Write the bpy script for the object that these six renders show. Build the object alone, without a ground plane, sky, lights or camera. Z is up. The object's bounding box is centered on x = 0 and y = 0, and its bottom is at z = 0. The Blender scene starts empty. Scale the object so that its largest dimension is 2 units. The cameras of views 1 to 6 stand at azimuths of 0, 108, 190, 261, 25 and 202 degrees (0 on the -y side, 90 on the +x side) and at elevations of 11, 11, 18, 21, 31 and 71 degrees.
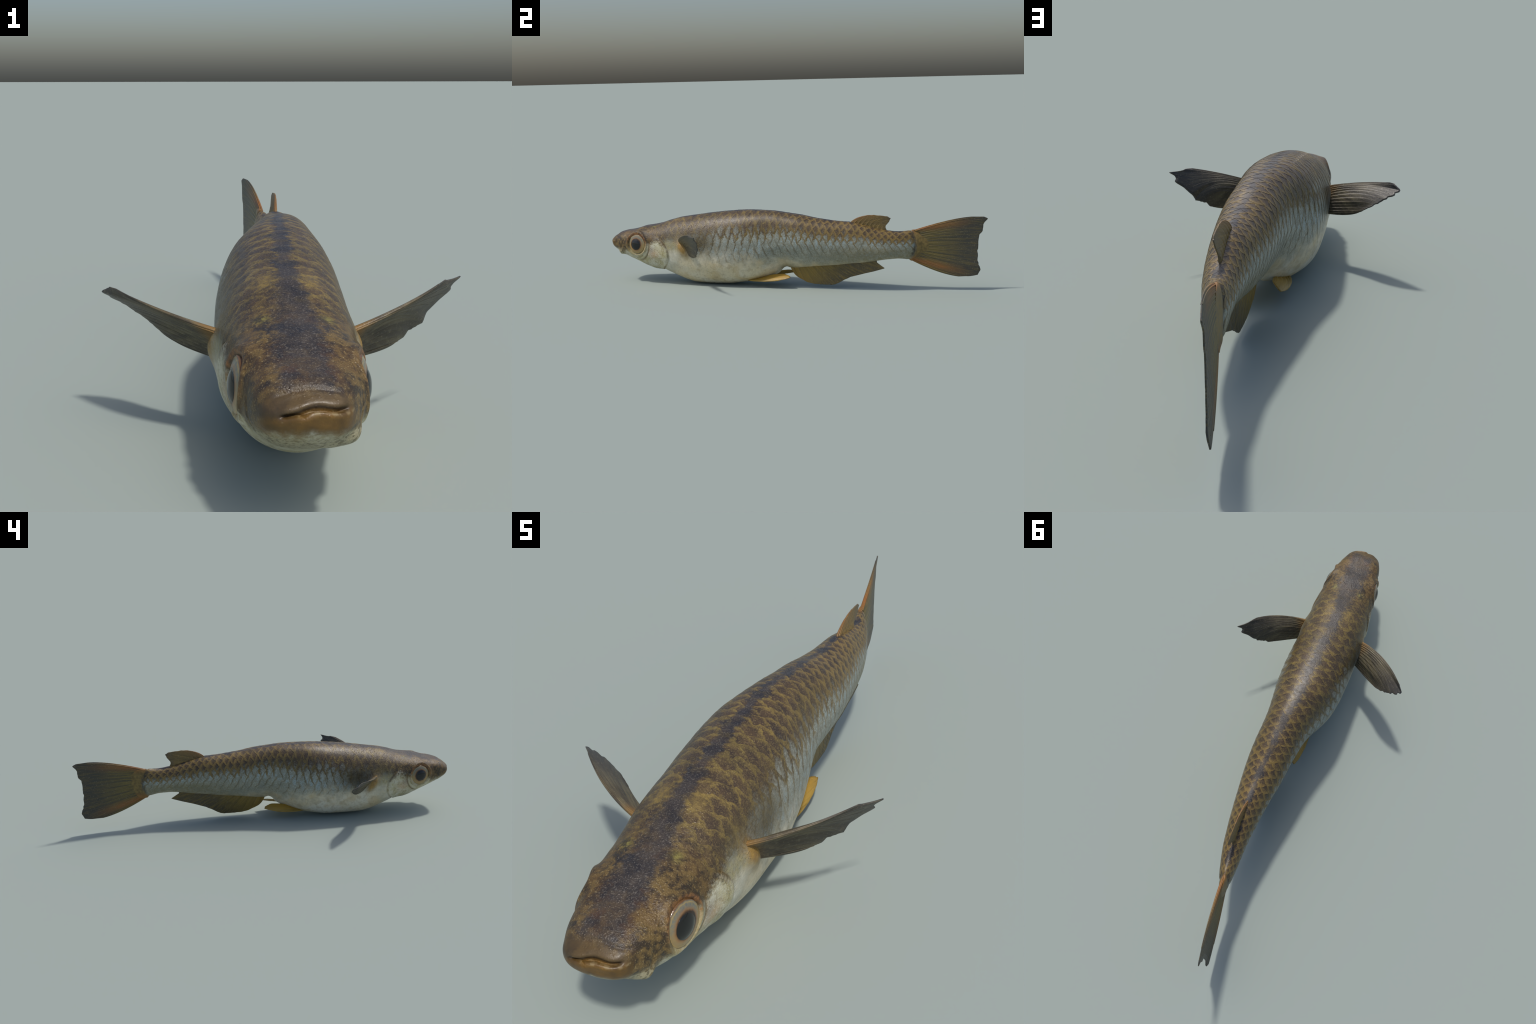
import bpy, math, random
import numpy as np
from mathutils import Vector, Matrix, noise

random.seed(7)
rng = np.random.default_rng(7)

# ------------------------------------------------------------------ helpers
def pchip(tab):
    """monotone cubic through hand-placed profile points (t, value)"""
    x = np.array([p[0] for p in tab], float); y = np.array([p[1] for p in tab], float)
    h = np.diff(x); d = np.diff(y) / h
    m = np.zeros_like(y)
    for i in range(1, len(x) - 1):
        if d[i-1] * d[i] > 0:
            w1 = 2*h[i] + h[i-1]; w2 = h[i] + 2*h[i-1]
            m[i] = (w1 + w2) / (w1/d[i-1] + w2/d[i])
    m[0] = d[0]; m[-1] = d[-1]
    def f(q):
        q = np.clip(np.asarray(q, float), x[0], x[-1])
        i = np.clip(np.searchsorted(x, q) - 1, 0, len(x) - 2)
        t = (q - x[i]) / h[i]
        return ((1+2*t)*(1-t)**2*y[i] + t*(1-t)**2*h[i]*m[i]
                + t*t*(3-2*t)*y[i+1] + t*t*(t-1)*h[i]*m[i+1])
    return f

def sstep(a, b, x):
    t = np.clip((x - a) / (b - a), 0, 1)
    return t*t*(3 - 2*t)

def gauss(d, s):
    return np.exp(-(d/s)**2)

def lin(r, g, b):
    f = lambda c: (c/255/12.92) if c/255 <= 0.04045 else ((c/255 + 0.055)/1.055)**2.4
    return (f(r), f(g), f(b), 1.0)

# ------------------------------------------------------------------ body profiles along y (snout -1, tail +)
CX = pchip([(-1.0,.020),(-.95,.020),(-.88,.021),(-.79,.016),(-.7,.012),(-.6,.006),(-.5,.003),(-.34,0),(-.24,-.001),
            (-.1,.006),(0,.012),(.1,.014),(.2,.013),(.3,.010),(.4,.005),(.5,-.004),(.6,-.020),(.65,-.029),(.72,-.041)])
ZT = pchip([(-1.0,.2245),(-.998,.230),(-.992,.236),(-.975,.247),(-.955,.263),(-.93,.272),(-.90,.278),(-.85,.289),(-.81,.302),(-.765,.309),
            (-.72,.318),(-.66,.336),(-.61,.350),(-.51,.366),(-.42,.380),(-.33,.389),(-.2,.397),(-.1,.396),(0,.387),
            (.06,.380),(.15,.364),(.235,.353),(.32,.348),(.42,.328),(.51,.307),(.56,.302),(.6,.304),(.64,.310),(.68,.312),(.72,.306)])
ZB = pchip([(-1.0,.2155),(-.998,.207),(-.99,.192),(-.96,.166),(-.9,.134),(-.85,.112),(-.81,.093),(-.775,.078),(-.74,.070),(-.705,.068),
            (-.64,.044),(-.6,.027),(-.55,.010),(-.5,.002),(-.43,0),(-.32,.003),(-.25,.012),(-.2,.020),(-.14,.036),(-.08,.056),
            (-.05,.074),(-.03,.097),(-.012,.104),(.01,.099),(.1,.107),(.23,.121),(.45,.151),(.52,.161),(.57,.164),(.62,.158),(.66,.150),(.72,.152)])
ZW = pchip([(-1.0,.220),(-.97,.214),(-.9,.206),(-.8,.203),(-.65,.190),(-.5,.180),(-.35,.178),(-.2,.195),(-.05,.235),
            (.1,.250),(.3,.244),(.5,.238),(.72,.235)])
WD = pchip([(-1.0,.004),(-.9975,.020),(-.994,.037),(-.987,.053),(-.974,.067),(-.955,.077),(-.93,.087),(-.9,.096),(-.87,.104),(-.84,.110),
            (-.79,.116),(-.74,.122),(-.69,.127),(-.65,.131),(-.58,.136),(-.5,.139),(-.34,.143),(-.24,.135),(-.15,.117),(-.1,.105),
            (-.05,.097),(0,.092),(.06,.089),(.17,.082),(.26,.072),(.345,.062),(.45,.050),(.52,.043),(.59,.034),(.645,.023),(.69,.011),(.72,.0045)])
NU = pchip([(-1.0,2.6),(-.9,2.9),(-.8,2.7),(-.65,2.3),(-.4,2.25),(-.2,2.4),(.05,2.3),(.3,2.05),(.72,2.0)])     # roundness above
NL = pchip([(-1.0,2.4),(-.9,2.1),(-.7,2.1),(-.4,2.3),(-.18,2.15),(-.05,1.5),(.1,1.65),(.3,1.85),(.72,2.0)])    # and below the widest line
AI = pchip([(-1.02,-9.0),(-.70,0),(-.3,9.3),(0,17.0),(.3,25.3),(.72,37.6)])              # scale count along the body
KEEL = pchip([(-1.0,0),(.05,0),(.2,.004),(.34,.011),(.46,.017),(.54,.010),(.64,0),(.72,0)])
ROWS = 10.0
Y0, Y1 = -.9975, .72

EYE_Y, EYE_Z, EYE_R = -.819, .216, .0505

def section(y, psi_b):
    """raw body surface: y, and beta 0 (back ridge) .. 1 (belly ridge), sign gives the side"""
    y = np.asarray(y, float); b = np.asarray(psi_b, float)
    s = np.sign(b) + (b == 0); be = np.abs(b) * np.pi
    up = be <= np.pi/2
    n = np.where(up, NU(y), NL(y))
    sn = np.sin(be); cs = np.abs(np.cos(be))
    # direction (sn, cs) cast on the superellipse
    r = (sn**n + cs**n + 1e-12) ** (-1.0/n)
    zw, zt, zb = ZW(y), ZT(y), ZB(y)
    z = np.where(up, zw + (zt-zw)*cs*r, zw - (zw-zb)*cs*r)
    x = CX(y) + s*WD(y)*sn*r
    # the keel above the anal fin swings to one side
    low = np.where(up, 0.0, (zw-z)/(zw-zb+1e-9))
    x = x + KEEL(y)*low**1.3
    # the root of the tail fin ends in a rounded rim
    yo = y - 7.0*(z-.24)**2*sstep(.60, .72, y)
    return np.stack([x, yo + 0*b, z], -1)

def gill_edge(z):
    # rear rim of the gill cover as a curve y(z)
    return -.634 - 7.0*(z-.165)**2

def relief(P):
    """height of sculpted detail along the normal"""
    x, y, z = P[..., 0], P[..., 1], P[..., 2]
    dx = x - CX(y)
    d = np.zeros_like(y)
    side = sstep(.3, .75, np.abs(dx)/WD(y))
    # eye socket and rim
    re = np.hypot(y-EYE_Y, z-EYE_Z)
    d += side*(.0055*gauss(re-.059, .007) - .008*(1-sstep(.040, .057, re)))
    # brow above the eye
    d += .004*side*gauss(y+.82, .05)*gauss(z-.275, .018)
    # gill cover: swells to its rear rim, then steps down
    ge = gill_edge(z)
    ins = sstep(-.10, -.005, y-ge)*(1-sstep(-.003, .006, y-ge))
    low = (1-sstep(.235, .265, z))
    d += .0040*ins*low*sstep(.05, .3, np.abs(dx)/WD(y))
    d -= .0022*gauss(y-ge-.008, .007)*low*side
    # preopercle grooves behind and below the eye
    for off, dep in ((.007, .0010), (.025, .0022)):
        rr = np.hypot((y+.828)*1.0, (z-.216)*.92)
        d -= dep*gauss(rr-(.062+off), .004)*side*sstep(-.84, -.80, y)*(1-sstep(.22, .25, z))
    # cheek groove between jaw and eye
    d -= .003*gauss(y+.915-.35*(z-.2), .006)*side*gauss(z-.2, .05)
    # mouth: slit, upper and lower lip
    xm = (dx-.012)/.056
    zs = .2345 - .006*xm*xm + .0025*np.cos(xm*4.0) + .004*xm
    mw = (1-sstep(.75, 1.02, np.abs(xm)))*(1-sstep(-.955, -.935, y))
    d -= .010*gauss(z-zs, .0030)*mw
    d += .0020*gauss(z-zs-.009, .0060)*mw
    d += .0015*gauss(z-zs+.010, .0070)*(1-sstep(.9, 1.25, np.abs(xm)))*(1-sstep(-.97, -.95, y))
    # groove above the upper lip and round the jaw
    d -= .0022*gauss(z-.258+.010*xm*xm, .0030)*(1-sstep(.9, 1.3, np.abs(xm)))*(1-sstep(-.945, -.925, y))
    # bump at one jaw corner, copying a ragged flaw of the scanned mesh
    d += .014*gauss(y+.922, .016)*gauss(z-.170, .016)*sstep(.2, .5, dx/WD(y))
    # fold where the tail fin base meets the scaled stalk
    d -= .0035*gauss(y-.652+.5*(z-.237)**2*10, .007)*(1-sstep(.07, .09, np.abs(z-.237)))
    # pectoral root swelling
    d += .017*side*gauss(y+.545+.42*(z-.20), .032)*gauss(z-.200, .040)
    # soft unevenness of the head
    hd = 1-sstep(-.72, -.60, y)
    fl = P.reshape(-1, 3); n1 = np.fromiter((noise.noise(Vector(p)*26.0) for p in fl), float, len(fl)).reshape(y.shape)
    n2 = np.fromiter((noise.noise(Vector(p)*9.0+Vector((3, 1, 5))) for p in fl), float, len(fl)).reshape(y.shape)
    d += n1*(.0005+.0012*hd) + n2*.0016
    return d

# ------------------------------------------------------------------ body grid
tt = np.linspace(0, 1, 440)
front = np.linspace(0, 1, 84)**1.8*.10
ys = np.concatenate([Y0 + front, np.linspace(Y0+.10, Y0+.36, 120)[1:], np.linspace(Y0+.36, Y1, 240)[1:]])
NS, NT = len(ys), 224
bb = np.linspace(-1, 1, NT, endpoint=False)           # signed beta, -1 == +1 belly ridge
YY, BB = np.meshgrid(ys, bb, indexing='ij')
G = section(YY, BB)

def grid_normals(G):
    du = np.gradient(G, axis=0)
    dv = np.roll(G, -1, 1) - np.roll(G, 1, 1)
    n = np.cross(dv, du)
    n /= np.linalg.norm(n, axis=-1, keepdims=True) + 1e-12
    return n

Nn = grid_normals(G)
out = np.sign(np.sum(Nn[200]*(G[200]-G[200].mean(0)), -1).mean())
Nn *= out
H = relief(G)
G = G + Nn*H[..., None]
Nn = grid_normals(G)*out
G[..., 2] = np.maximum(G[..., 2], 0.0)
# snout cap point
cap = G[0].mean(0) + np.array([0, -.002, 0])

def surf(y, b):
    """sculpted surface point and normal by looking up the grid"""
    fi = np.interp(y, ys, np.arange(NS)); i = np.clip(fi.astype(int), 0, NS-2); fu = (fi-i)[..., None]
    b = (np.asarray(b)+1) % 2 - 1
    fj = (b+1)/2*NT; j = np.floor(fj).astype(int); fv = (fj-j)[..., None]; j0 = j % NT; j1 = (j+1) % NT
    def s(A):
        return (A[i, j0]*(1-fu)*(1-fv) + A[i+1, j0]*fu*(1-fv) + A[i, j1]*(1-fu)*fv + A[i+1, j1]*fu*fv)
    n = s(Nn); n /= np.linalg.norm(n, axis=-1, keepdims=True)
    return s(G), n

# ------------------------------------------------------------------ node expression helper
class Mat:
    def __init__(self, name):
        self.m = bpy.data.materials.new(name); self.m.use_nodes = True
        self.t = self.m.node_tree; self.t.nodes.clear()
        o = self.t.nodes.new('ShaderNodeOutputMaterial')
        self.b = self.t.nodes.new('ShaderNodeBsdfPrincipled')
        self.t.links.new(self.b.outputs[0], o.inputs[0]); self.o = o
        tc = self.t.nodes.new('ShaderNodeTexCoord')
        self.P = tc.outputs['Object']
        sp = self.t.nodes.new('ShaderNodeSeparateXYZ'); self.t.links.new(self.P, sp.inputs[0])
        self.x, self.y, self.z = (E(self, s) for s in sp.outputs)
    def put(self, sock, v):
        if isinstance(v, E): v = v.s
        if hasattr(v, 'is_output'): self.t.links.new(v, sock)
        else: sock.default_value = v
    def math(self, op, *a, clamp=False):
        n = self.t.nodes.new('ShaderNodeMath'); n.operation = op; n.use_clamp = clamp
        for k, v in zip(n.inputs, a): self.put(k, v)
        return E(self, n.outputs[0])
    def step(self, a, b, v):
        n = self.t.nodes.new('ShaderNodeMapRange'); n.interpolation_type = 'SMOOTHSTEP'
        inv = (not isinstance(a, E)) and (not isinstance(b, E)) and a > b
        if inv: a, b = b, a
        self.put(n.inputs[0], v); self.put(n.inputs[1], a); self.put(n.inputs[2], b)
        r = E(self, n.outputs[0])
        return 1 - r if inv else r
    def gauss(self, d, s):
        q = d*(1.0/s)
        return self.math('POWER', 2.718, (q*q)*-1)
    def curve(self, v, fn, a, b, lo, hi, n=26):
        """profile fn over [a,b], as a Float Curve node"""
        c = self.t.nodes.new('ShaderNodeFloatCurve'); cu = c.mapping.curves[0]
        xs = np.linspace(0, 1, n); vs = (fn(a+xs*(b-a))-lo)/(hi-lo)
        for k, (px, pv) in enumerate(zip(xs, vs)):
            if k < 2:
                cu.points[k].location = (px, pv) if k == 0 else (xs[-1], vs[-1])
            else:
                cu.points.new(xs[k-1], vs[k-1])
        for p in cu.points: p.handle_type = 'AUTO'
        c.mapping.use_clip = False
        c.mapping.update()
        self.put(c.inputs[1], (v - a)*(1.0/(b-a)))
        return E(self, c.outputs[0])*(hi-lo) + lo
    def vec(self, x, y, z):
        n = self.t.nodes.new('ShaderNodeCombineXYZ')
        for k, v in zip(n.inputs, (x, y, z)): self.put(k, v)
        return n.outputs[0]
    def noise(self, scale, detail=3, rough=.55, vec=None, dist=0.0):
        n = self.t.nodes.new('ShaderNodeTexNoise')
        self.t.links.new(vec if vec is not None else self.P, n.inputs['Vector'])
        n.inputs['Scale'].default_value = scale; n.inputs['Detail'].default_value = detail
        n.inputs['Roughness'].default_value = rough; n.inputs['Distortion'].default_value = dist
        return E(self, n.outputs[0])
    def voro(self, scale, vec=None, feature='F1'):
        n = self.t.nodes.new('ShaderNodeTexVoronoi'); n.feature = feature
        self.t.links.new(vec if vec is not None else self.P, n.inputs['Vector'])
        n.inputs['Scale'].default_value = scale
        return E(self, n.outputs[0])
    def mix(self, f, a, b):
        n = self.t.nodes.new('ShaderNodeMix'); n.data_type = 'RGBA'; n.clamp_factor = True
        self.put(n.inputs[0], f); self.put(n.inputs[6], a); self.put(n.inputs[7], b)
        return n.outputs[2]
    def bump(self, h, strength, dist=.002):
        n = self.t.nodes.new('ShaderNodeBump'); n.inputs['Strength'].default_value = strength
        n.inputs['Distance'].default_value = dist
        self.put(n.inputs['Height'], h); self.t.links.new(n.outputs[0], self.b.inputs['Normal'])
    def scale_col(self, c, f):
        n = self.t.nodes.new('ShaderNodeVectorMath'); n.operation = 'SCALE'
        self.put(n.inputs[0], c); self.put(n.inputs['Scale'], f); return n.outputs[0]

class E:
    def __init__(self, M, s): self.M, self.s = M, s
    def __add__(a, b): return a.M.math('ADD', a, b)
    __radd__ = __add__
    def __mul__(a, b): return a.M.math('MULTIPLY', a, b)
    __rmul__ = __mul__
    def __sub__(a, b): return a.M.math('SUBTRACT', a, b)
    def __rsub__(a, b): return a.M.math('SUBTRACT', b, a)
    def __truediv__(a, b): return a.M.math('DIVIDE', a, b)
    def abs(a): return a.M.math('ABSOLUTE', a)
    def frac(a): return a.M.math('FRACT', a)
    def floor(a): return a.M.math('FLOOR', a)
    def min(a, b): return a.M.math('MINIMUM', a, b)
    def max(a, b): return a.M.math('MAXIMUM', a, b)
    def clamp(a): return a.M.math('ADD', a, 0.0, clamp=True)

# ------------------------------------------------------------------ skin
def skin_material():
    M = Mat('fish_skin'); x, y, z = M.x, M.y, M.z
    A, B = -1.02, .74
    cu = lambda f, lo, hi, n=30: M.curve(y, f, A, B, lo, hi, n)
    cx, zt, zb, zw, wd = cu(CX, -.06, .06), cu(ZT, 0, .5), cu(ZB, 0, .5, 44), cu(ZW, 0, .5), cu(WD, 0, .2, 36)
    ai = cu(AI, -10, 40, 24)
    dx = x - cx; adx = dx.abs()
    h = (z - zb)/(zt - zb)
    upz = (z - zw)
    zr = (upz.max(0.0))/(zt-zw) - ((upz*-1).max(0.0))/(zw-zb)
    be = M.math('ARCTAN2', adx/wd, zr)*(1/math.pi)
    nz = lambda sc, det=3, ro=.55, **k: M.step(.28, .72, M.noise(sc, det, ro, **k))     # stretched to the full 0..1
    n_lo, n_mid, n_hi, n_fine, n_fib = nz(7, 2), nz(24, 3), nz(80, 3, .6), nz(290, 2, .6), nz(150, 3, .7)
    n_wob, n_wob2 = nz(30, 2), nz(19, 2)
    sidem = M.step(.5, .85, adx/wd)
    # --- scale lattice: a along, b around; distance d ahead of the rear rim of the scale on top
    calm = 1 - M.step(-.30, .25, y)*.38
    a = ai + ((n_wob-.5)*.26 + (n_hi-.5)*.10)*calm
    b = be*ROWS + ((n_wob2-.5)*.34 + (n_hi-.5)*.12)*calm
    fb = b.floor(); db = b - fb
    par = (fb*.5).frac()            # 0 or .5
    e1 = (1 - db*db)*.5; db2 = 1-db; e2 = (1 - db2*db2)*.5
    d1 = 1 - (a - par - e1).frac(); d2 = 1 - (a - (.5-par) - e2).frac()
    d = d1.min(d2)
    rear = M.step(-.35, .35, y); fore = 1-rear
    # --- back: dark scale centres in a golden net, the net thin and mottled over the shoulders
    gold = M.mix(rear*.8, M.mix(n_lo, lin(134, 114, 60), lin(104, 90, 50)), M.mix(n_mid, lin(148, 121, 64), lin(122, 100, 54)))
    dark = M.mix(n_mid, lin(58, 48, 39), lin(82, 66, 47))
    thr = rear*.15 + .17
    soft = d + (n_fib-.5)*.24 + (n_wob-.5)*.30
    net = 1 - M.step(-.30, .26, soft - thr)
    net = (net*(n_mid*.5+.62) + fore*(n_hi-.5)*.34 + fore*(n_lo-.5)*.30).clamp()
    back = M.mix(net, dark, gold)
    back = M.mix(M.step(.60, .95, n_fine)*.28, back, lin(152, 134, 90))
    back = M.mix(M.step(.40, .05, n_fine)*.22, back, lin(52, 42, 34))
    # --- flank: silver with blue glints; the rims show as one slanting family of brown lines on each side of the midline
    sil = M.mix(n_mid, lin(130, 136, 128), lin(158, 158, 143))
    blue = M.step(.10, .35, d)*M.step(.85, .45, d)*M.gauss(h-.54, .12)
    sil = M.mix(blue*M.step(.25, .7, n_mid)*.7, sil, lin(144, 167, 176))
    sil = M.mix(M.step(.30, .9, n_fib)*.60, sil, lin(120, 114, 84))
    sil = M.mix(M.step(.55, .95, n_fine)*.35, sil, lin(196, 198, 186))
    wl = M.step(.44, .52, be)
    l2 = M.step(.26, .06, d2 + (n_fib-.5)*.08); l1 = M.step(.26, .06, d1 + (n_fib-.5)*.08)
    rim = (l2*(wl*.8+.15)).max(l1*((1-wl)*.8+.12))*M.step(.16, .40, h)*M.step(-.66, -.45, y)*(n_wob*.4+.65)
    sil = M.mix(rim.clamp()*.74, sil, lin(92, 78, 50))
    olive = M.step(.05, .42, y)*M.step(.56, .28, h)
    sil = M.mix(olive*(n_hi*.5+.25), sil, lin(122, 112, 74))
    # --- belly
    bel = M.mix(n_lo, lin(216, 212, 196), lin(214, 198, 160))
    bel = M.mix(M.step(.45, .95, n_hi)*.40, bel, lin(186, 176, 146))
    bel = M.mix(M.step(.5, 1.0, n_fib)*.25, bel, lin(236, 232, 216))
    bel = M.mix(M.step(.50, .95, nz(15, 3))*.40, bel, lin(192, 168, 120))
    bel = M.mix(M.step(.62, .95, nz(34, 3))*.35, bel, lin(158, 140, 104))
    beltop = M.curve(y, pchip([(-1.02,.52),(-.75,.5),(-.6,.50),(-.4,.42),(-.2,.34),(0,.14),(.2,.02),(.74,-.1)]), A, B, -.2, 1, 18)
    col = M.mix(M.step(.16, -.13, h + (n_mid-.5)*.14 - beltop), sil, bel)
    # --- back over flank, ragged along the scale rows
    ht = M.curve(y, pchip([(-1.02,.40),(-.96,.5),(-.9,.6),(-.8,.62),(-.72,.62),(-.64,.70),(-.5,.73),(-.3,.71),(0,.665),(.3,.63),(.6,.60),(.74,.62)]), A, B, 0, 1, 24)
    hb = h + (n_mid-.5)*.10 + (n_fib-.5)*.06 + (rim*.8 - M.step(.15, .5, d))*.10*M.step(-.6, -.3, y) + .045
    fback = M.step(-.11, .11, hb - ht)
    col = M.mix(fback, col, back)
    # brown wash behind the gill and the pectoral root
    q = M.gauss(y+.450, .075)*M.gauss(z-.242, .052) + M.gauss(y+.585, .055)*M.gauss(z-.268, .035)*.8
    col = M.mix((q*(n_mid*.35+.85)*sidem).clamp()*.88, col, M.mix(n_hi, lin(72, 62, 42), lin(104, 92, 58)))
    # --- head: cheeks, brow, snout
    ge = y + .634 + (z-.165)*(z-.165)*7.0
    head = M.step(.020, -.010, ge)*M.step(.26, .245, z) + M.step(-.64, -.76, y)*M.step(.245, .26, z)
    cheek = M.mix(n_mid, lin(204, 200, 178), lin(176, 166, 118))
    cheek = M.mix(M.step(.5, .9, n_hi)*.55, cheek, lin(142, 128, 92))
    cheek = M.mix(M.gauss(y+.72, .028)*M.gauss(z-.165, .024)*.7, cheek, lin(186, 152, 112))
    cheek = M.mix(M.gauss(y+.735, .020)*M.gauss(z-.190, .020)*.6, cheek, lin(128, 116, 108))
    cheek = M.mix(M.step(.5, 1.0, n_fine)*.4, cheek, lin(228, 228, 214))
    hb2 = M.step(.50, .64, h + (n_mid-.5)*.10 + (n_fib-.5)*.06 + M.step(-.82, -.92, y)*.34 - M.gauss(y+.70, .035)*.07)
    crown = M.mix(M.step(.2, .8, n_mid*.45+n_hi*.55), lin(54, 44, 31), lin(108, 88, 50))
    crown = M.mix(M.step(.5, .9, nz(13, 3))*.35, crown, lin(92, 68, 38))
    crown = M.mix(M.step(.78, 1.0, n_fine)*.35, crown, lin(180, 160, 112))
    col = M.mix(head.clamp(), col, M.mix(hb2, cheek, crown))
    # shoulder skin right behind the gill: yellowish over white
    sh = M.step(.0, .012, ge)*M.step(.11, .05, ge)*M.step(.25, .225, z)
    shc = M.mix(M.step(.205, .165, z), M.mix(n_fib, lin(134, 120, 78), lin(178, 170, 130)), M.mix(n_mid, lin(206, 206, 190), lin(184, 180, 160)))
    col = M.mix(sh*(n_hi*.4+.45), col, shc)
    # gill rim and preopercle lines
    lowm = M.step(.26, .235, z)*M.step(.05, .08, z)
    col = M.mix(M.gauss(ge-.004+(n_mid-.5)*.006, .0045)*lowm*(n_mid*.5+.15), col, lin(120, 98, 56))
    col = M.mix(M.gauss(ge+.010, .007)*lowm*n_hi*.35, col, lin(222, 220, 200))
    rr = M.math('SQRT', (y+.828)*(y+.828) + (z-.216)*(z-.216)*.85)
    pre = (M.gauss(rr-.069, .0035)*n_mid*.5 + M.gauss(rr-.087, .0045))*M.step(-.83, -.79, y)*M.step(.25, .22, z)*sidem
    col = M.mix(pre.clamp()*.75, col, lin(104, 84, 48))
    col = M.mix(M.gauss(rr-.078, .004)*M.step(-.83, -.79, y)*M.step(.23, .20, z)*sidem*n_mid*.5, col, lin(206, 198, 168))
    # warm ring round the eye
    ry = y - EYE_Y; rz = z - EYE_Z
    re = M.math('SQRT', ry*ry + rz*rz)
    ring = M.gauss(re-.056, .0055)*sidem
    col = M.mix(ring*(n_hi*.4+.45), col, M.mix(M.step(-.02, .03, rz + (n_hi-.5)*.02), lin(156, 136, 88), M.mix(n_hi, lin(104, 66, 40), lin(164, 112, 66))))
    # lips and chin
    dm = dx - .012
    lipz = .2345 - (dm*dm)*1.91 + dm*.071 + M.math('COSINE', dm*71.4)*.0025
    lipm = M.step(-.952, -.968, y + (n_mid-.5)*.014)*M.step(.260, .248, z)*M.step(.180, .206, z + (n_mid-.5)*.016)
    lip = M.mix(M.step(.004, -.008, z-lipz), M.mix(n_mid, lin(60, 50, 37), lin(90, 73, 45)), M.mix(n_mid, lin(78, 60, 31), lin(116, 87, 40)))
    lip = M.mix(M.gauss(z-lipz, .0032)*M.step(.058, .046, dm.abs())*.9, lip, lin(34, 26, 20))
    lip = M.mix(M.gauss(z-lipz+.006, .0022)*M.step(.4, .9, n_hi)*.3, lip, lin(176, 164, 126))
    chin = M.step(-.86, -.94, y)*M.step(.200, .172, z)
    col = M.mix(chin*.9, col, M.mix(M.step(.45, .75, nz(150, 1)), lin(158, 150, 120), lin(110, 102, 74)))
    col = M.mix(lipm*.92, col, lip)
    # --- dark stripe down the back, broad over the skull
    sw = M.curve(y, pchip([(-1.02,.048),(-.92,.050),(-.8,.046),(-.7,.040),(-.6,.024),(-.5,.018),(-.2,.016),(.15,.013),(.32,.008),(.5,.007),(.74,.004)]), A, B, 0, .06, 20)
    sm = M.step(1.35, .60, (adx + (n_mid-.5)*.016 + (n_hi-.5)*.010)/sw)*M.step(.70, .86, h)*M.step(-.974, -.954, y)
    sm = sm*(M.step(.10, .75, nz(15, 2))*.34+.66)
    stripe = M.mix(n_mid, lin(40, 38, 40), lin(66, 60, 56))
    stripe = M.mix(M.step(-.70, -.78, y)*M.step(.45, .9, nz(18, 3))*.6, stripe, lin(80, 54, 34))
    stripe = M.mix(M.step(.66, .98, n_fine)*.40, stripe, lin(124, 120, 114))
    col = M.mix(sm*.92, col, stripe)
    # pale olive marks either side of the nape stripe
    col = M.mix(M.gauss(y+.735, .014)*M.gauss(adx-.058, .012)*M.step(.6, .8, h)*n_hi*.55, col, lin(146, 142, 72))
    col = M.mix(M.gauss(y+.60, .035)*M.gauss(adx-.045, .020)*M.step(.6, .8, h)*(n_hi*.5+.2), col, lin(146, 124, 66))
    # --- orange pectoral root
    pr = M.gauss(y+.545+(z-.2)*.42, .026)*M.gauss(z-.200, .044)*sidem
    col = M.mix((pr*(n_mid*.6+.9)).clamp()*.92, col, M.mix(n_hi, lin(136, 102, 44), lin(164, 132, 66)))
    # --- vent and pelvic root
    col = M.mix(M.gauss(y+.000, .050)*M.gauss(z-.100, .024)*.75, col, lin(128, 114, 60))
    col = M.mix(M.gauss(y+.165, .07)*M.gauss(z-.035, .016)*M.step(.02, .05, adx)*.55, col, lin(204, 168, 76))
    # --- tail root: dark fold, then olive skin with orange margins, ending in a pale scalloped rim
    fold = y - .652 + (z-.237)*(z-.237)*5.0 + (n_hi-.5)*.006
    tailr = M.step(-.004, .014, fold)
    tr = M.mix(n_hi, lin(96, 80, 44), lin(134, 112, 62))
    tr = M.mix(M.step(.045, .080, (z-.237).abs())*.7, tr, lin(146, 98, 46))
    col = M.mix(tailr, col, tr)
    col = M.mix(M.gauss(fold-.001, .008)*M.step(.075, .05, (z-.24).abs())*(n_mid*.5+.4), col, lin(48, 44, 38))
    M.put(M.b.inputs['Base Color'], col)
    M.put(M.b.inputs['Roughness'], (.34 + n_hi*.14))
    M.b.inputs['Specular IOR Level'].default_value = .42
    fr = M.step(-.1, -.7, y)
    pores = M.step(.35, .12, M.voro(120))*M.step(.5, .8, n_mid)
    smooth_lip = 1 - lipm*.8
    M.bump((n_fine*(.08+fr*.30) + n_fib*(.08+fr*.25) + pores*fr*1.5)*smooth_lip, .40, .003)
    return M.m

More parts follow.
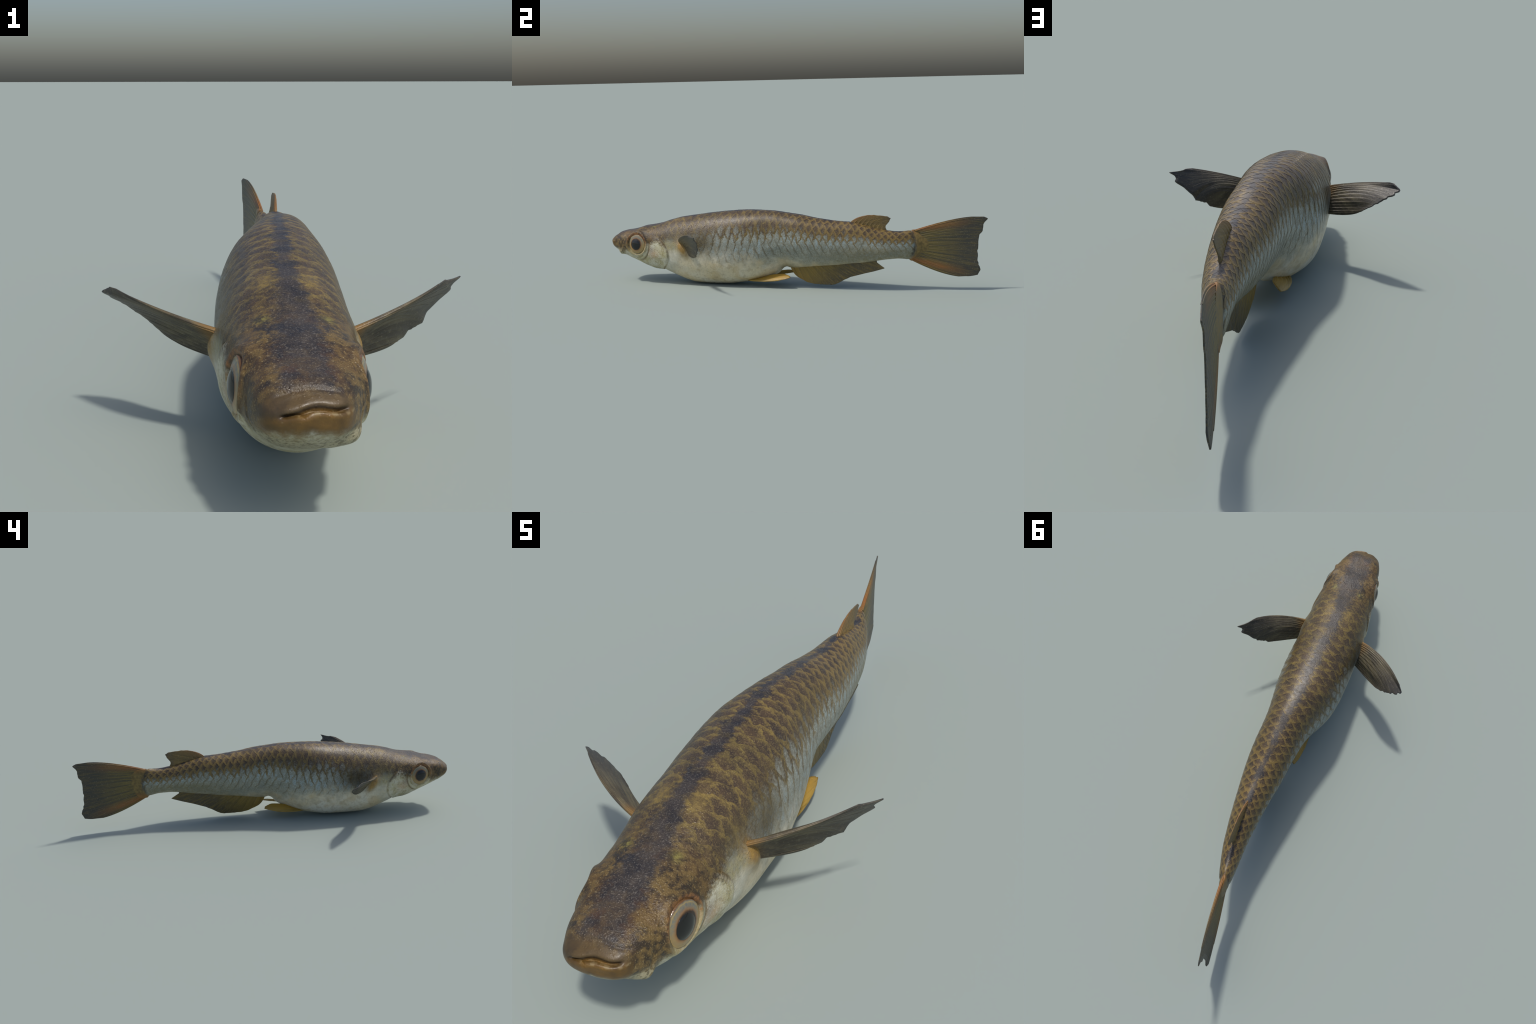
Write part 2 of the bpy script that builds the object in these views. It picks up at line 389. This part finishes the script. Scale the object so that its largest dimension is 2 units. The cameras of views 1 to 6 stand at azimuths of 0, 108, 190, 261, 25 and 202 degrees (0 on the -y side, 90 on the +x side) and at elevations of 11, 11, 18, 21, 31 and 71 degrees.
# ------------------------------------------------------------------ fins: radial coordinates for streaks
def fin_material(name, apex, base_col, streak_col, tip_col, edge_col, radial, ang, lead, rough=.45, ray=False, root=None):
    """apex: where the rays converge (two axes); radial = (r0,r1) tip darkening; ang = angle span; lead = side with warm margin"""
    M = Mat(name); x, y, z = M.x, M.y, M.z
    ax = {'x': x, 'y': y, 'z': z}
    p = ax[apex[0]] - apex[1]; q = ax[apex[2]] - apex[3]
    r = M.math('SQRT', p*p + q*q); t = M.math('ARCTAN2', q, p)
    v = M.vec(t*(30/(ang[1]-ang[0])), r*3.0, 0.0)
    st = M.noise(1.0, 3, .6, v); st2 = M.noise(2.6, 2, .6, M.vec(t*(30/(ang[1]-ang[0])), r*6.0, 3.3))
    n = M.noise(28, 3); nf = M.noise(180, 2)
    u = (t - ang[0])*(1/(ang[1]-ang[0]))
    rad = M.step(radial[0], radial[1], r + (n-.5)*.10 + (st-.5)*.08)
    col = M.mix(M.step(.38, .62, st), base_col, streak_col)
    if ray: col = M.mix(.5, col, streak_col)
    dk = M.mix(M.step(.42, .68, st2), tip_col, M.mix(.45, tip_col, streak_col))
    col = M.mix(rad*(.9 if not ray else .75), col, dk)
    if edge_col:
        for e, s in lead:
            m = M.gauss(u-e, s)*M.step(radial[1]+.06, radial[0], r)
            col = M.mix((m*(n*.9+.45)).clamp(), col, edge_col)
    if root:
        col = M.mix(M.step(.45, .62, M.noise(16, 3))*.45, col, lin(58, 52, 42))
        col = M.mix(M.step(radial[1]-.02, radial[1]+.05, r)*M.step(.48, .60, M.noise(40, 2))*.6, col, lin(152, 142, 132))
        col = M.mix(M.step(root[1], root[0], r + (n-.5)*.03)*.8, col, M.mix(n, lin(118, 88, 42), lin(158, 120, 60)))
    col = M.mix(M.step(.56, .76, nf)*.4, col, lin(150, 140, 112))
    M.put(M.b.inputs['Base Color'], col)
    M.b.inputs['Roughness'].default_value = rough
    M.bump(st2*.8 + nf*.5, .35, .003)
    return M.m

# ------------------------------------------------------------------ object building
root = bpy.data.objects.new('topminnow_fish', None)
bpy.context.scene.collection.objects.link(root)
root['label'] = 'slender brown and silver fish with golden scale net and olive fins'
root['category'] = 'fish'

def add(name, verts, faces, mat, parent=root, smooth=True, normals=None, kind=None):
    me = bpy.data.meshes.new(name)
    me.from_pydata([tuple(map(float, v)) for v in verts], [], faces)
    me.materials.append(mat)
    if smooth: me.polygons.foreach_set('use_smooth', [True]*len(me.polygons))
    me.update()
    if normals is not None:
        me.normals_split_custom_set_from_vertices([tuple(map(float, n)) for n in normals])
    ob = bpy.data.objects.new(name, me)
    bpy.context.scene.collection.objects.link(ob)
    ob.parent = parent
    if kind: ob['kind'] = kind
    return ob

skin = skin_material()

# --- split the one smooth body surface into named regions
VID = np.arange(NS*NT).reshape(NS, NT)
allv = np.concatenate([G.reshape(-1, 3), cap[None]]); alln = np.concatenate([Nn.reshape(-1, 3), [[0, -1, 0]]])
i0, j0 = np.meshgrid(np.arange(NS-1), np.arange(NT), indexing='ij'); j1 = (j0+1) % NT
quads = np.stack([VID[i0, j0], VID[i0, j1], VID[i0+1, j1], VID[i0+1, j0]], -1).reshape(-1, 4)
if out > 0: quads = quads  # orientation checked below
cen = allv[quads].mean(1)
dxc = cen[:, 0]-CX(cen[:, 1])
fn = np.cross(allv[quads[:, 1]]-allv[quads[:, 0]], allv[quads[:, 3]]-allv[quads[:, 0]])
if np.sum(fn*alln[quads[:, 0]]) < 0: quads = quads[:, ::-1]
ge = gill_edge(cen[:, 2])
yc, zc = cen[:, 1], cen[:, 2]
lipz = .2345 - .006*((dxc-.012)/.056)**2 + .004*(dxc-.012)/.056
reg = np.full(len(quads), 'torso', dtype=object)
reg[yc < ge+.006] = 'head'
reg[yc > 0.0] = 'tail'
gc = (yc < ge+.004) & (yc > -.755+.25*(zc-.14)) & (zc < .245) & (zc > .075) & (np.abs(dxc) > .25*WD(yc))
reg[gc & (dxc > 0)] = 'gill_cover'; reg[gc & (dxc < 0)] = 'gill_cover.001'
lip = (yc < -.950) & (np.abs(dxc) < .075)
reg[lip & (zc > lipz) & (zc < .256)] = 'upper_lip'
reg[lip & (zc <= lipz) & (zc > .175)] = 'lower_lip'
capf = [(NS*NT, int(VID[0, (j+1) % NT]), int(VID[0, j])) for j in range(NT)]
if np.dot(np.cross(allv[capf[0][1]]-cap, allv[capf[0][2]]-cap), [0, -1, 0]) < 0:
    capf = [f[::-1] for f in capf]
endcap = [tuple(int(VID[NS-1, k % NT]) for k in (j, j+1, NT-j-1, NT-j)) for j in range(1, NT//2-1)]
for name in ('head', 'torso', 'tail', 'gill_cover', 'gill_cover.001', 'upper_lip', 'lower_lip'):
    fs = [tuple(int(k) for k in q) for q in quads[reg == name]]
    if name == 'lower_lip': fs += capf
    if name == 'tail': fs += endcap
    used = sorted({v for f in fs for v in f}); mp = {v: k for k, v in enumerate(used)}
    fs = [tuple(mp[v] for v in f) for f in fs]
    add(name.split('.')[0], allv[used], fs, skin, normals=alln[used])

# --- scales: one curved plate each, laid on the skin, rear rim proud
AIy = np.linspace(-1.0, Y1, 3000); AIv = AI(AIy)
y_of_a = lambda a: np.interp(a, AIv, AIy)
SV, SD = 8, 5
plates = []
for jrow in range(-9, 10):
    par = .5*(abs(jrow) % 2)
    for i in range(0, 36):
        ac = i + par
        db = np.linspace(-1, 1, SV+1)
        e = .5*(1-db*db)
        dd = np.linspace(0, .95, SD+1)
        aa = ac + e[:, None] - dd[None, :]*(1-.0*db[:, None]**2)
        bq = (jrow + db)[:, None]/ROWS + 0*aa
        yq = y_of_a(aa)
        ymid = float(y_of_a(ac))
        if ymid < -.655 or ymid > .635: continue
        zc = float(section(ymid, jrow/ROWS)[2])
        if ymid < gill_edge(zc)+.055: continue
        if abs(jrow) > 6.5 - 2.0*np.clip((-.05-ymid)/.3, 0, 1) + 2.4*np.clip(ymid/.3, 0, 1): continue
        # leave the axil of the pectoral fin clear
        if -.60 < ymid < -.50 and .13 < zc < .26: continue
        Pq, Nq = surf(yq, bq)
        fade = min(1.0, (ymid+.66)/.25)*(1.0 - .5*min(1, max(0, (ymid-.3)/.3)))
        fade *= 1.0 - .6*np.clip((abs(jrow)-4)/3, 0, 1)
        t = .0008*fade + .00025
        hgt = t*(1-1.25*dd)[None, :]*(1-.55*(db**4))[:, None]
        top = Pq + Nq*hgt[..., None]
        rimv = Pq[:, 0] - Nq[:, 0]*.0006
        V = np.concatenate([rimv, top.reshape(-1, 3)])
        F = []
        R0 = SV+1
        idx = lambda a_, b_: R0 + a_*(SD+1) + b_
        for a_ in range(SV):
            F.append((a_, a_+1, idx(a_+1, 0), idx(a_, 0)))
            for b_ in range(SD):
                F.append((idx(a_, b_), idx(a_+1, b_), idx(a_+1, b_+1), idx(a_, b_+1)))
        fnn = np.cross(V[F[1][1]]-V[F[1][0]], V[F[1][3]]-V[F[1][0]])
        if np.dot(fnn, Nq[0, 0]) < 0: F = [f[::-1] for f in F]
        NV = np.concatenate([Nq[:, 0], Nq.reshape(-1, 3)])
        size = np.linalg.norm(Pq[0, 1]-Pq[-1, 1])*np.linalg.norm(Pq[SV//2, 0]-Pq[SV//2, -1])
        plates.append((size, V, F, NV))
plates.sort(key=lambda p: -p[0])
for p in plates[:300]:
    add('scale', p[1], p[2], skin, normals=p[3])
vs, fs, ns = [], [], []
for p in plates[300:]:
    o = sum(len(v) for v in vs); vs.append(p[1]); ns.append(p[3]); fs += [tuple(k+o for k in f) for f in p[2]]
if vs: add('small_scales', np.concatenate(vs), fs, skin, normals=np.concatenate(ns), kind='stuff')
print('scales', len(plates))

# --- fins
def poly(pts, u, smooth=True):
    pts = np.array(pts, float); t = pts[:, 0]
    cols = []
    for k in range(1, 4):
        cols.append(pchip(list(zip(t, pts[:, k])))(u) if smooth else np.interp(u, t, pts[:, k]))
    return np.stack(cols, -1)

def fin(name, base, mid, edge, mat, raymat, th0, th1, nray, nu=90, nv=40, ruffle=.0, ragged=.0, seed=1, rayr=.0022, mirror=None):
    u = np.linspace(0, 1, nu); v = np.linspace(0, 1, nv)
    Bp, Mp, Ep = poly(base, u), poly(mid, u), poly(edge, u, False)
    r = np.random.default_rng(seed)
    jag = np.interp(u, np.linspace(0, 1, 30), r.uniform(-1, 1, 30))*ragged
    Ep = Ep + (Ep-Mp)*jag[:, None]
    def at(Bq, Mq, Eq, vv):
        vv = vv[..., None]
        return Bq*(2*(vv-.5)*(vv-1)) + Mq*(4*vv*(1-vv)) + Eq*(2*vv*(vv-.5))
    S = at(Bp[:, None], Mp[:, None], Ep[:, None], v[None, :]+0*u[:, None])
    def nrm(S):
        n = np.cross(np.gradient(S, axis=0), np.gradient(S, axis=1)); return n/(np.linalg.norm(n, axis=-1, keepdims=True)+1e-9)
    N0 = nrm(S)
    wave = np.sin(u*nray*2*np.pi*.5)[:, None]*(v**1.5)[None, :]*ruffle
    S = S + N0*wave[..., None]
    Nf = nrm(S)
    ridge = .22*np.cos(u*nray*2*np.pi)[:, None]*(1-v[None, :])
    T = (th0 + (th1-th0)*v[None, :]**.8)*.5*(1+ridge)*np.minimum(1, .35+8*np.minimum(u, 1-u))[:, None]
    a = S + Nf*T[..., None]; b = S - Nf*T[..., None]
    V = np.concatenate([a.reshape(-1, 3), b.reshape(-1, 3)]); o = nu*nv; F = []
    I = lambda i, j: i*nv+j
    for i in range(nu-1):
        for j in range(nv-1):
            F.append((I(i, j), I(i+1, j), I(i+1, j+1), I(i, j+1)))
            F.append((o+I(i, j+1), o+I(i+1, j+1), o+I(i+1, j), o+I(i, j)))
        F.append((I(i+1, nv-1), o+I(i+1, nv-1), o+I(i, nv-1), I(i, nv-1)))
        F.append((I(i, 0), o+I(i, 0), o+I(i+1, 0), I(i+1, 0)))
    for j in range(nv-1):
        F.append((I(0, j), I(0, j+1), o+I(0, j+1), o+I(0, j)))
        F.append((I(nu-1, j+1), I(nu-1, j), o+I(nu-1, j), o+I(nu-1, j+1)))
    # consistent outward winding
    c0 = V[list(F[0])].mean(0); fnn = np.cross(V[F[0][1]]-V[F[0][0]], V[F[0][3]]-V[F[0][0]])
    if np.dot(fnn, Nf[0, 0]) < 0: F = [f[::-1] for f in F]
    ob = add(name, V, F, mat)
    # rays: tapering rods through the membrane
    for k in range(nray):
        uk = (k+.5)/nray
        iu = uk*(nu-1); i_ = int(iu); fr = iu-i_
        n = 26; vv = np.linspace(.02, .93, n)
        C = np.array([[np.interp(q, v, S[i_, :, c]*(1-fr)+S[min(i_+1, nu-1), :, c]*fr) for c in range(3)] for q in vv])
        Nk = Nf[i_, 0]*0 + np.array([[np.interp(q, v, Nf[i_, :, c]) for c in range(3)] for q in vv])
        tg = np.gradient(C, axis=0); tg /= np.linalg.norm(tg, axis=1, keepdims=True)
        sd = np.cross(tg, Nk)
        th = (th0+(th1-th0)*vv**.8)*.5
        RV, RF = [], []
        for s in range(8):
            an = s*math.pi/4
            rn = (th*1.0+.0005)[:, None]; rs = (rayr*(1-.6*vv))[:, None]
            RV.append(C + Nk*math.cos(an)*rn + sd*math.sin(an)*rs)
        RV = np.stack(RV, 1).reshape(-1, 3)
        for i in range(n-1):
            for s in range(8):
                RF.append((i*8+s, i*8+(s+1) % 8, (i+1)*8+(s+1) % 8, (i+1)*8+s))
        RF.append(tuple(range(7, -1, -1))); RF.append(tuple((n-1)*8+s for s in range(8)))
        add('fin_ray', RV, RF, raymat, parent=ob)
    return ob

cxf = lambda y: float(CX(min(y, .60))) if y < .60 else -.020 - .186*(y-.60)
pt = lambda u, y, z, o=0.0: (u, cxf(y)+o, y, z)

# tail fin
AP = ('y', .238, 'z', .2645)
tail_args = dict(apex=AP, base_col=lin(112, 98, 52), streak_col=lin(126, 112, 56), tip_col=lin(62, 62, 62), edge_col=lin(142, 92, 40),
                 radial=(.48, .68), ang=(-.30, .15), lead=((.10, .07), (.95, .07)))
m1 = fin_material('tail_fin_membrane', **{**tail_args, 'base_col': lin(76, 70, 48), 'streak_col': lin(112, 97, 48), 'tip_col': lin(54, 54, 52)})
m2 = fin_material('tail_fin_ray', **{**tail_args, 'base_col': lin(118, 103, 52), 'streak_col': lin(134, 116, 58), 'tip_col': lin(70, 68, 60)}, ray=True)
fin('caudal_fin',
    [pt(0,.635,.306,.003), pt(.12,.665,.298), pt(.3,.680,.272), pt(.5,.685,.236), pt(.7,.680,.202), pt(.88,.655,.178), pt(1,.618,.162)],
    [pt(0,.800,.356,.008), pt(.12,.825,.335,.006), pt(.3,.830,.290,.004), pt(.5,.825,.232,.001), pt(.7,.820,.168,-.002), pt(.88,.790,.118,-.004), pt(1,.752,.099,-.004)],
    [pt(0,.925,.377,.007), pt(.05,.981,.376,.004), pt(.09,.9995,.366,.002), pt(.17,.979,.337), pt(.25,.978,.308), pt(.32,.962,.284), pt(.38,.957,.261),
     pt(.46,.956,.234), pt(.54,.953,.207), pt(.62,.955,.179), pt(.74,.958,.136), pt(.79,.967,.122), pt(.84,.967,.104,-.003), pt(.90,.956,.079,-.006),
     pt(.95,.915,.071,-.006), pt(1,.862,.070,-.006)],
    m1, m2, .012, .0035, 17, nu=120, nv=50, ragged=.02, seed=3)

# dorsal fin
dorsal_args = dict(apex=('y', .20, 'z', .30), base_col=lin(100, 82, 46), streak_col=lin(130, 107, 56), tip_col=lin(62, 60, 58), edge_col=lin(152, 100, 54),
                   radial=(.27, .36), ang=(.0, .55), lead=((.95, .28),))
m1 = fin_material('dorsal_fin_membrane', **dorsal_args)
m2 = fin_material('dorsal_fin_ray', **{**dorsal_args, 'base_col': lin(124, 100, 54)}, ray=True)
fin('dorsal_fin',
    [pt(0,.318,.338), pt(.25,.365,.328), pt(.5,.412,.318), pt(.75,.460,.306), pt(1,.510,.296)],
    [pt(0,.348,.363,.003), pt(.25,.395,.365,.004), pt(.5,.437,.356,.004), pt(.75,.474,.339,.003), pt(1,.506,.315,.001)],
    [pt(0,.385,.378,.006), pt(.15,.415,.385,.008), pt(.3,.445,.386,.009), pt(.45,.475,.383,.010), pt(.6,.513,.380,.012), pt(.68,.532,.371,.012),
     pt(.78,.520,.348,.008), pt(.86,.505,.331,.005), pt(.94,.504,.316,.002), pt(1,.512,.304)],
    m1, m2, .012, .003, 9, ragged=.03, seed=5, rayr=.0018)

# anal fin
anal_args = dict(apex=('y', -.05, 'z', .30), base_col=lin(112, 93, 40), streak_col=lin(142, 117, 50), tip_col=lin(76, 68, 50), edge_col=lin(150, 116, 44),
                 radial=(.27, .40), ang=(-1.5, -.25), lead=((.08, .2),))
m1 = fin_material('anal_fin_membrane', **anal_args)
m2 = fin_material('anal_fin_ray', **{**anal_args, 'base_col': lin(128, 106, 46)}, ray=True)
fin('anal_fin',
    [pt(0,.004,.108,-.003), pt(.25,.115,.118), pt(.5,.230,.130), pt(.75,.345,.146,.010), pt(1,.462,.162,.016)],
    [pt(0,.022,.072,-.003), pt(.25,.130,.070), pt(.5,.252,.079), pt(.75,.368,.110,.011), pt(1,.466,.140,.018)],
    [pt(0,.045,.050,-.003), pt(.12,.094,.027), pt(.2,.130,.018), pt(.3,.165,.016), pt(.42,.204,.015), pt(.54,.245,.019), pt(.60,.268,.031), pt(.66,.292,.046),
     pt(.72,.322,.060), pt(.79,.368,.074,.008), pt(.86,.420,.089,.013), pt(.92,.458,.100,.018), pt(.965,.506,.116,.024), pt(.985,.484,.131,.021), pt(1,.466,.144,.018)],
    m1, m2, .013, .003, 13, nu=120, ragged=.03, seed=8)

# pectoral fins (their two poses differ slightly)
def pectoral(s, base, mid, edge, seed):
    args = dict(apex=('x', .02*s, 'y', -.66), base_col=lin(72, 67, 55), streak_col=lin(104, 96, 72), tip_col=lin(62, 61, 60), edge_col=lin(150, 112, 60),
                radial=(.26, .44), ang=(.28, 1.10) if s > 0 else (math.pi-1.10, math.pi-.28), lead=((.10, .16),) if s > 0 else ((.90, .16),), root=(.15, .21))
    a = fin_material('pectoral_fin_membrane', **args); b = fin_material('pectoral_fin_ray', **args, ray=True)
    base, mid, edge = ([(q[0], q[1], q[2], q[3]) for q in L] for L in (base, mid, edge))
    fin('pectoral_fin', base, mid, edge, a, b, .013, .003, 12, ragged=.045, seed=seed, rayr=.0020)
pectoral(1,
    [(0,.128,-.568,.240), (.35,.128,-.548,.218), (.7,.128,-.528,.190), (1,.130,-.515,.166)],
    [(0,.242,-.521,.277), (.35,.238,-.490,.262), (.7,.232,-.460,.224), (1,.205,-.465,.169)],
    [(0,.330,-.450,.308), (.08,.345,-.423,.309), (.17,.381,-.383,.306), (.30,.356,-.379,.271), (.42,.312,-.391,.233), (.48,.306,-.397,.213),
     (.72,.270,-.417,.199), (.78,.258,-.423,.185), (1,.244,-.434,.180)], 11)
pectoral(-1,
    [(0,-.124,-.568,.240), (.35,-.124,-.545,.216), (.7,-.124,-.515,.186), (1,-.126,-.492,.162)],
    [(0,-.240,-.521,.268), (.35,-.248,-.480,.254), (.7,-.240,-.440,.216), (1,-.210,-.440,.176)],
    [(0,-.345,-.431,.295), (.08,-.367,-.407,.292), (.17,-.382,-.391,.280), (.40,-.333,-.381,.249), (.75,-.285,-.393,.220), (1,-.258,-.406,.203)], 12)

# pelvic fins
def pelvic(s, o, seed):
    args = dict(apex=('x', .04*s, 'y', -.30), base_col=lin(128, 105, 44), streak_col=lin(162, 133, 58), tip_col=lin(110, 94, 54), edge_col=lin(178, 138, 46),
                radial=(.24, .36), ang=(1.2, 1.9), lead=((.5, .2),))
    a = fin_material('pelvic_fin_membrane', **args); b = fin_material('pelvic_fin_ray', **args, ray=True)
    f = lambda L: [(u, s*x+o[0], y, z+o[1]) for u, x, y, z in L]
    fin('pelvic_fin',
        f([(0,.058,-.212,.030), (.35,.048,-.180,.034), (.7,.040,-.130,.046), (1,.034,-.075,.062)]),
        f([(0,.079,-.150,.031), (.35,.076,-.100,.040), (.7,.058,-.065,.056), (1,.040,-.035,.068)]),
        f([(0,.083,-.085,.034), (.12,.083,-.040,.041), (.25,.080,-.005,.049), (.38,.074,.022,.057), (.55,.064,.015,.064), (.75,.052,-.005,.068), (1,.044,-.020,.070)]),
        a, b, .010, .003, 6, nu=60, nv=30, ragged=.02, seed=seed, rayr=.0024)
pelvic(1, (0, 0), 21)
pelvic(-1, (.010, .006), 22)

# --- eyes: iris dome with a raised dark pupil, each in its own frame
def eye_material():
    M = Mat('eye_iris'); x, y = M.x, M.y          # local frame: y up, z out of the head
    r = M.math('SQRT', x*x + y*y)*(1/EYE_R)
    n = M.step(.3, .7, M.noise(60, 3)); n2 = M.step(.3, .7, M.noise(200, 2)); r2 = r + (n-.5)*.03
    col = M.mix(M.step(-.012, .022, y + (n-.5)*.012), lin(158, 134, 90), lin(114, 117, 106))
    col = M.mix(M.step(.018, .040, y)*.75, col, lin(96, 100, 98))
    col = M.mix(n2*.45, col, lin(150, 130, 84))
    col = M.mix(M.step(.80, .60, r2)*.85, col, lin(140, 98, 56))
    col = M.mix(M.step(.68, .55, r2), col, lin(46, 32, 22))
    col = M.mix(M.gauss(r2-.91, .03)*.5, col, lin(176, 150, 82))
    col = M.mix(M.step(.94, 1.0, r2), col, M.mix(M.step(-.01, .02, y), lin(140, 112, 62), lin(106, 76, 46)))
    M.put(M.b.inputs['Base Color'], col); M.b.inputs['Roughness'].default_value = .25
    M.bump(n2, .15, .002)
    return M.m
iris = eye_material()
pm = Mat('eye_pupil'); pm.b.inputs['Base Color'].default_value = lin(26, 27, 26); pm.b.inputs['Roughness'].default_value = .15
def dome(R, hgt, n=40, seg=72, skirt=.012, ex=2.0):
    V = [(0, 0, hgt)]; F = []
    rs = np.linspace(0, 1, n+1)[1:]
    for r in rs:
        for s in range(seg):
            a = 2*math.pi*s/seg; V.append((R*r*math.cos(a), R*r*math.sin(a), hgt*(1-r**ex)))
    for s in range(seg):
        a = 2*math.pi*s/seg; V.append((R*math.cos(a), R*math.sin(a), -skirt))
    for s in range(seg): F.append((0, 1+s, 1+(s+1) % seg))
    for k in range(n):
        for s in range(seg):
            F.append((1+k*seg+s, 1+(k+1)*seg+s, 1+(k+1)*seg+(s+1) % seg, 1+k*seg+(s+1) % seg))
    return V, F
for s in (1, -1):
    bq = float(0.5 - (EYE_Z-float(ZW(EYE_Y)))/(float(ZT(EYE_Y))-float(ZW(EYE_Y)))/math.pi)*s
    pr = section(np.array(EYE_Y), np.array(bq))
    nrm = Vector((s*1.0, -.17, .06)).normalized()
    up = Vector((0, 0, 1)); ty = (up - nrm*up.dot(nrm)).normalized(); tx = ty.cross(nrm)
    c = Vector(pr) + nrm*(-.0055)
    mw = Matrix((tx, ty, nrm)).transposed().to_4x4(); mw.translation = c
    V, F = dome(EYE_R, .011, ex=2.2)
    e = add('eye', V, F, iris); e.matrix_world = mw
    V, F = dome(.0285, .007, skirt=.006, ex=2.4)
    p = add('pupil', V, F, pm.m, parent=e)
    p.matrix_parent_inverse = Matrix(); p.matrix_local = Matrix.Translation((-.002*s, -.001, .0078))
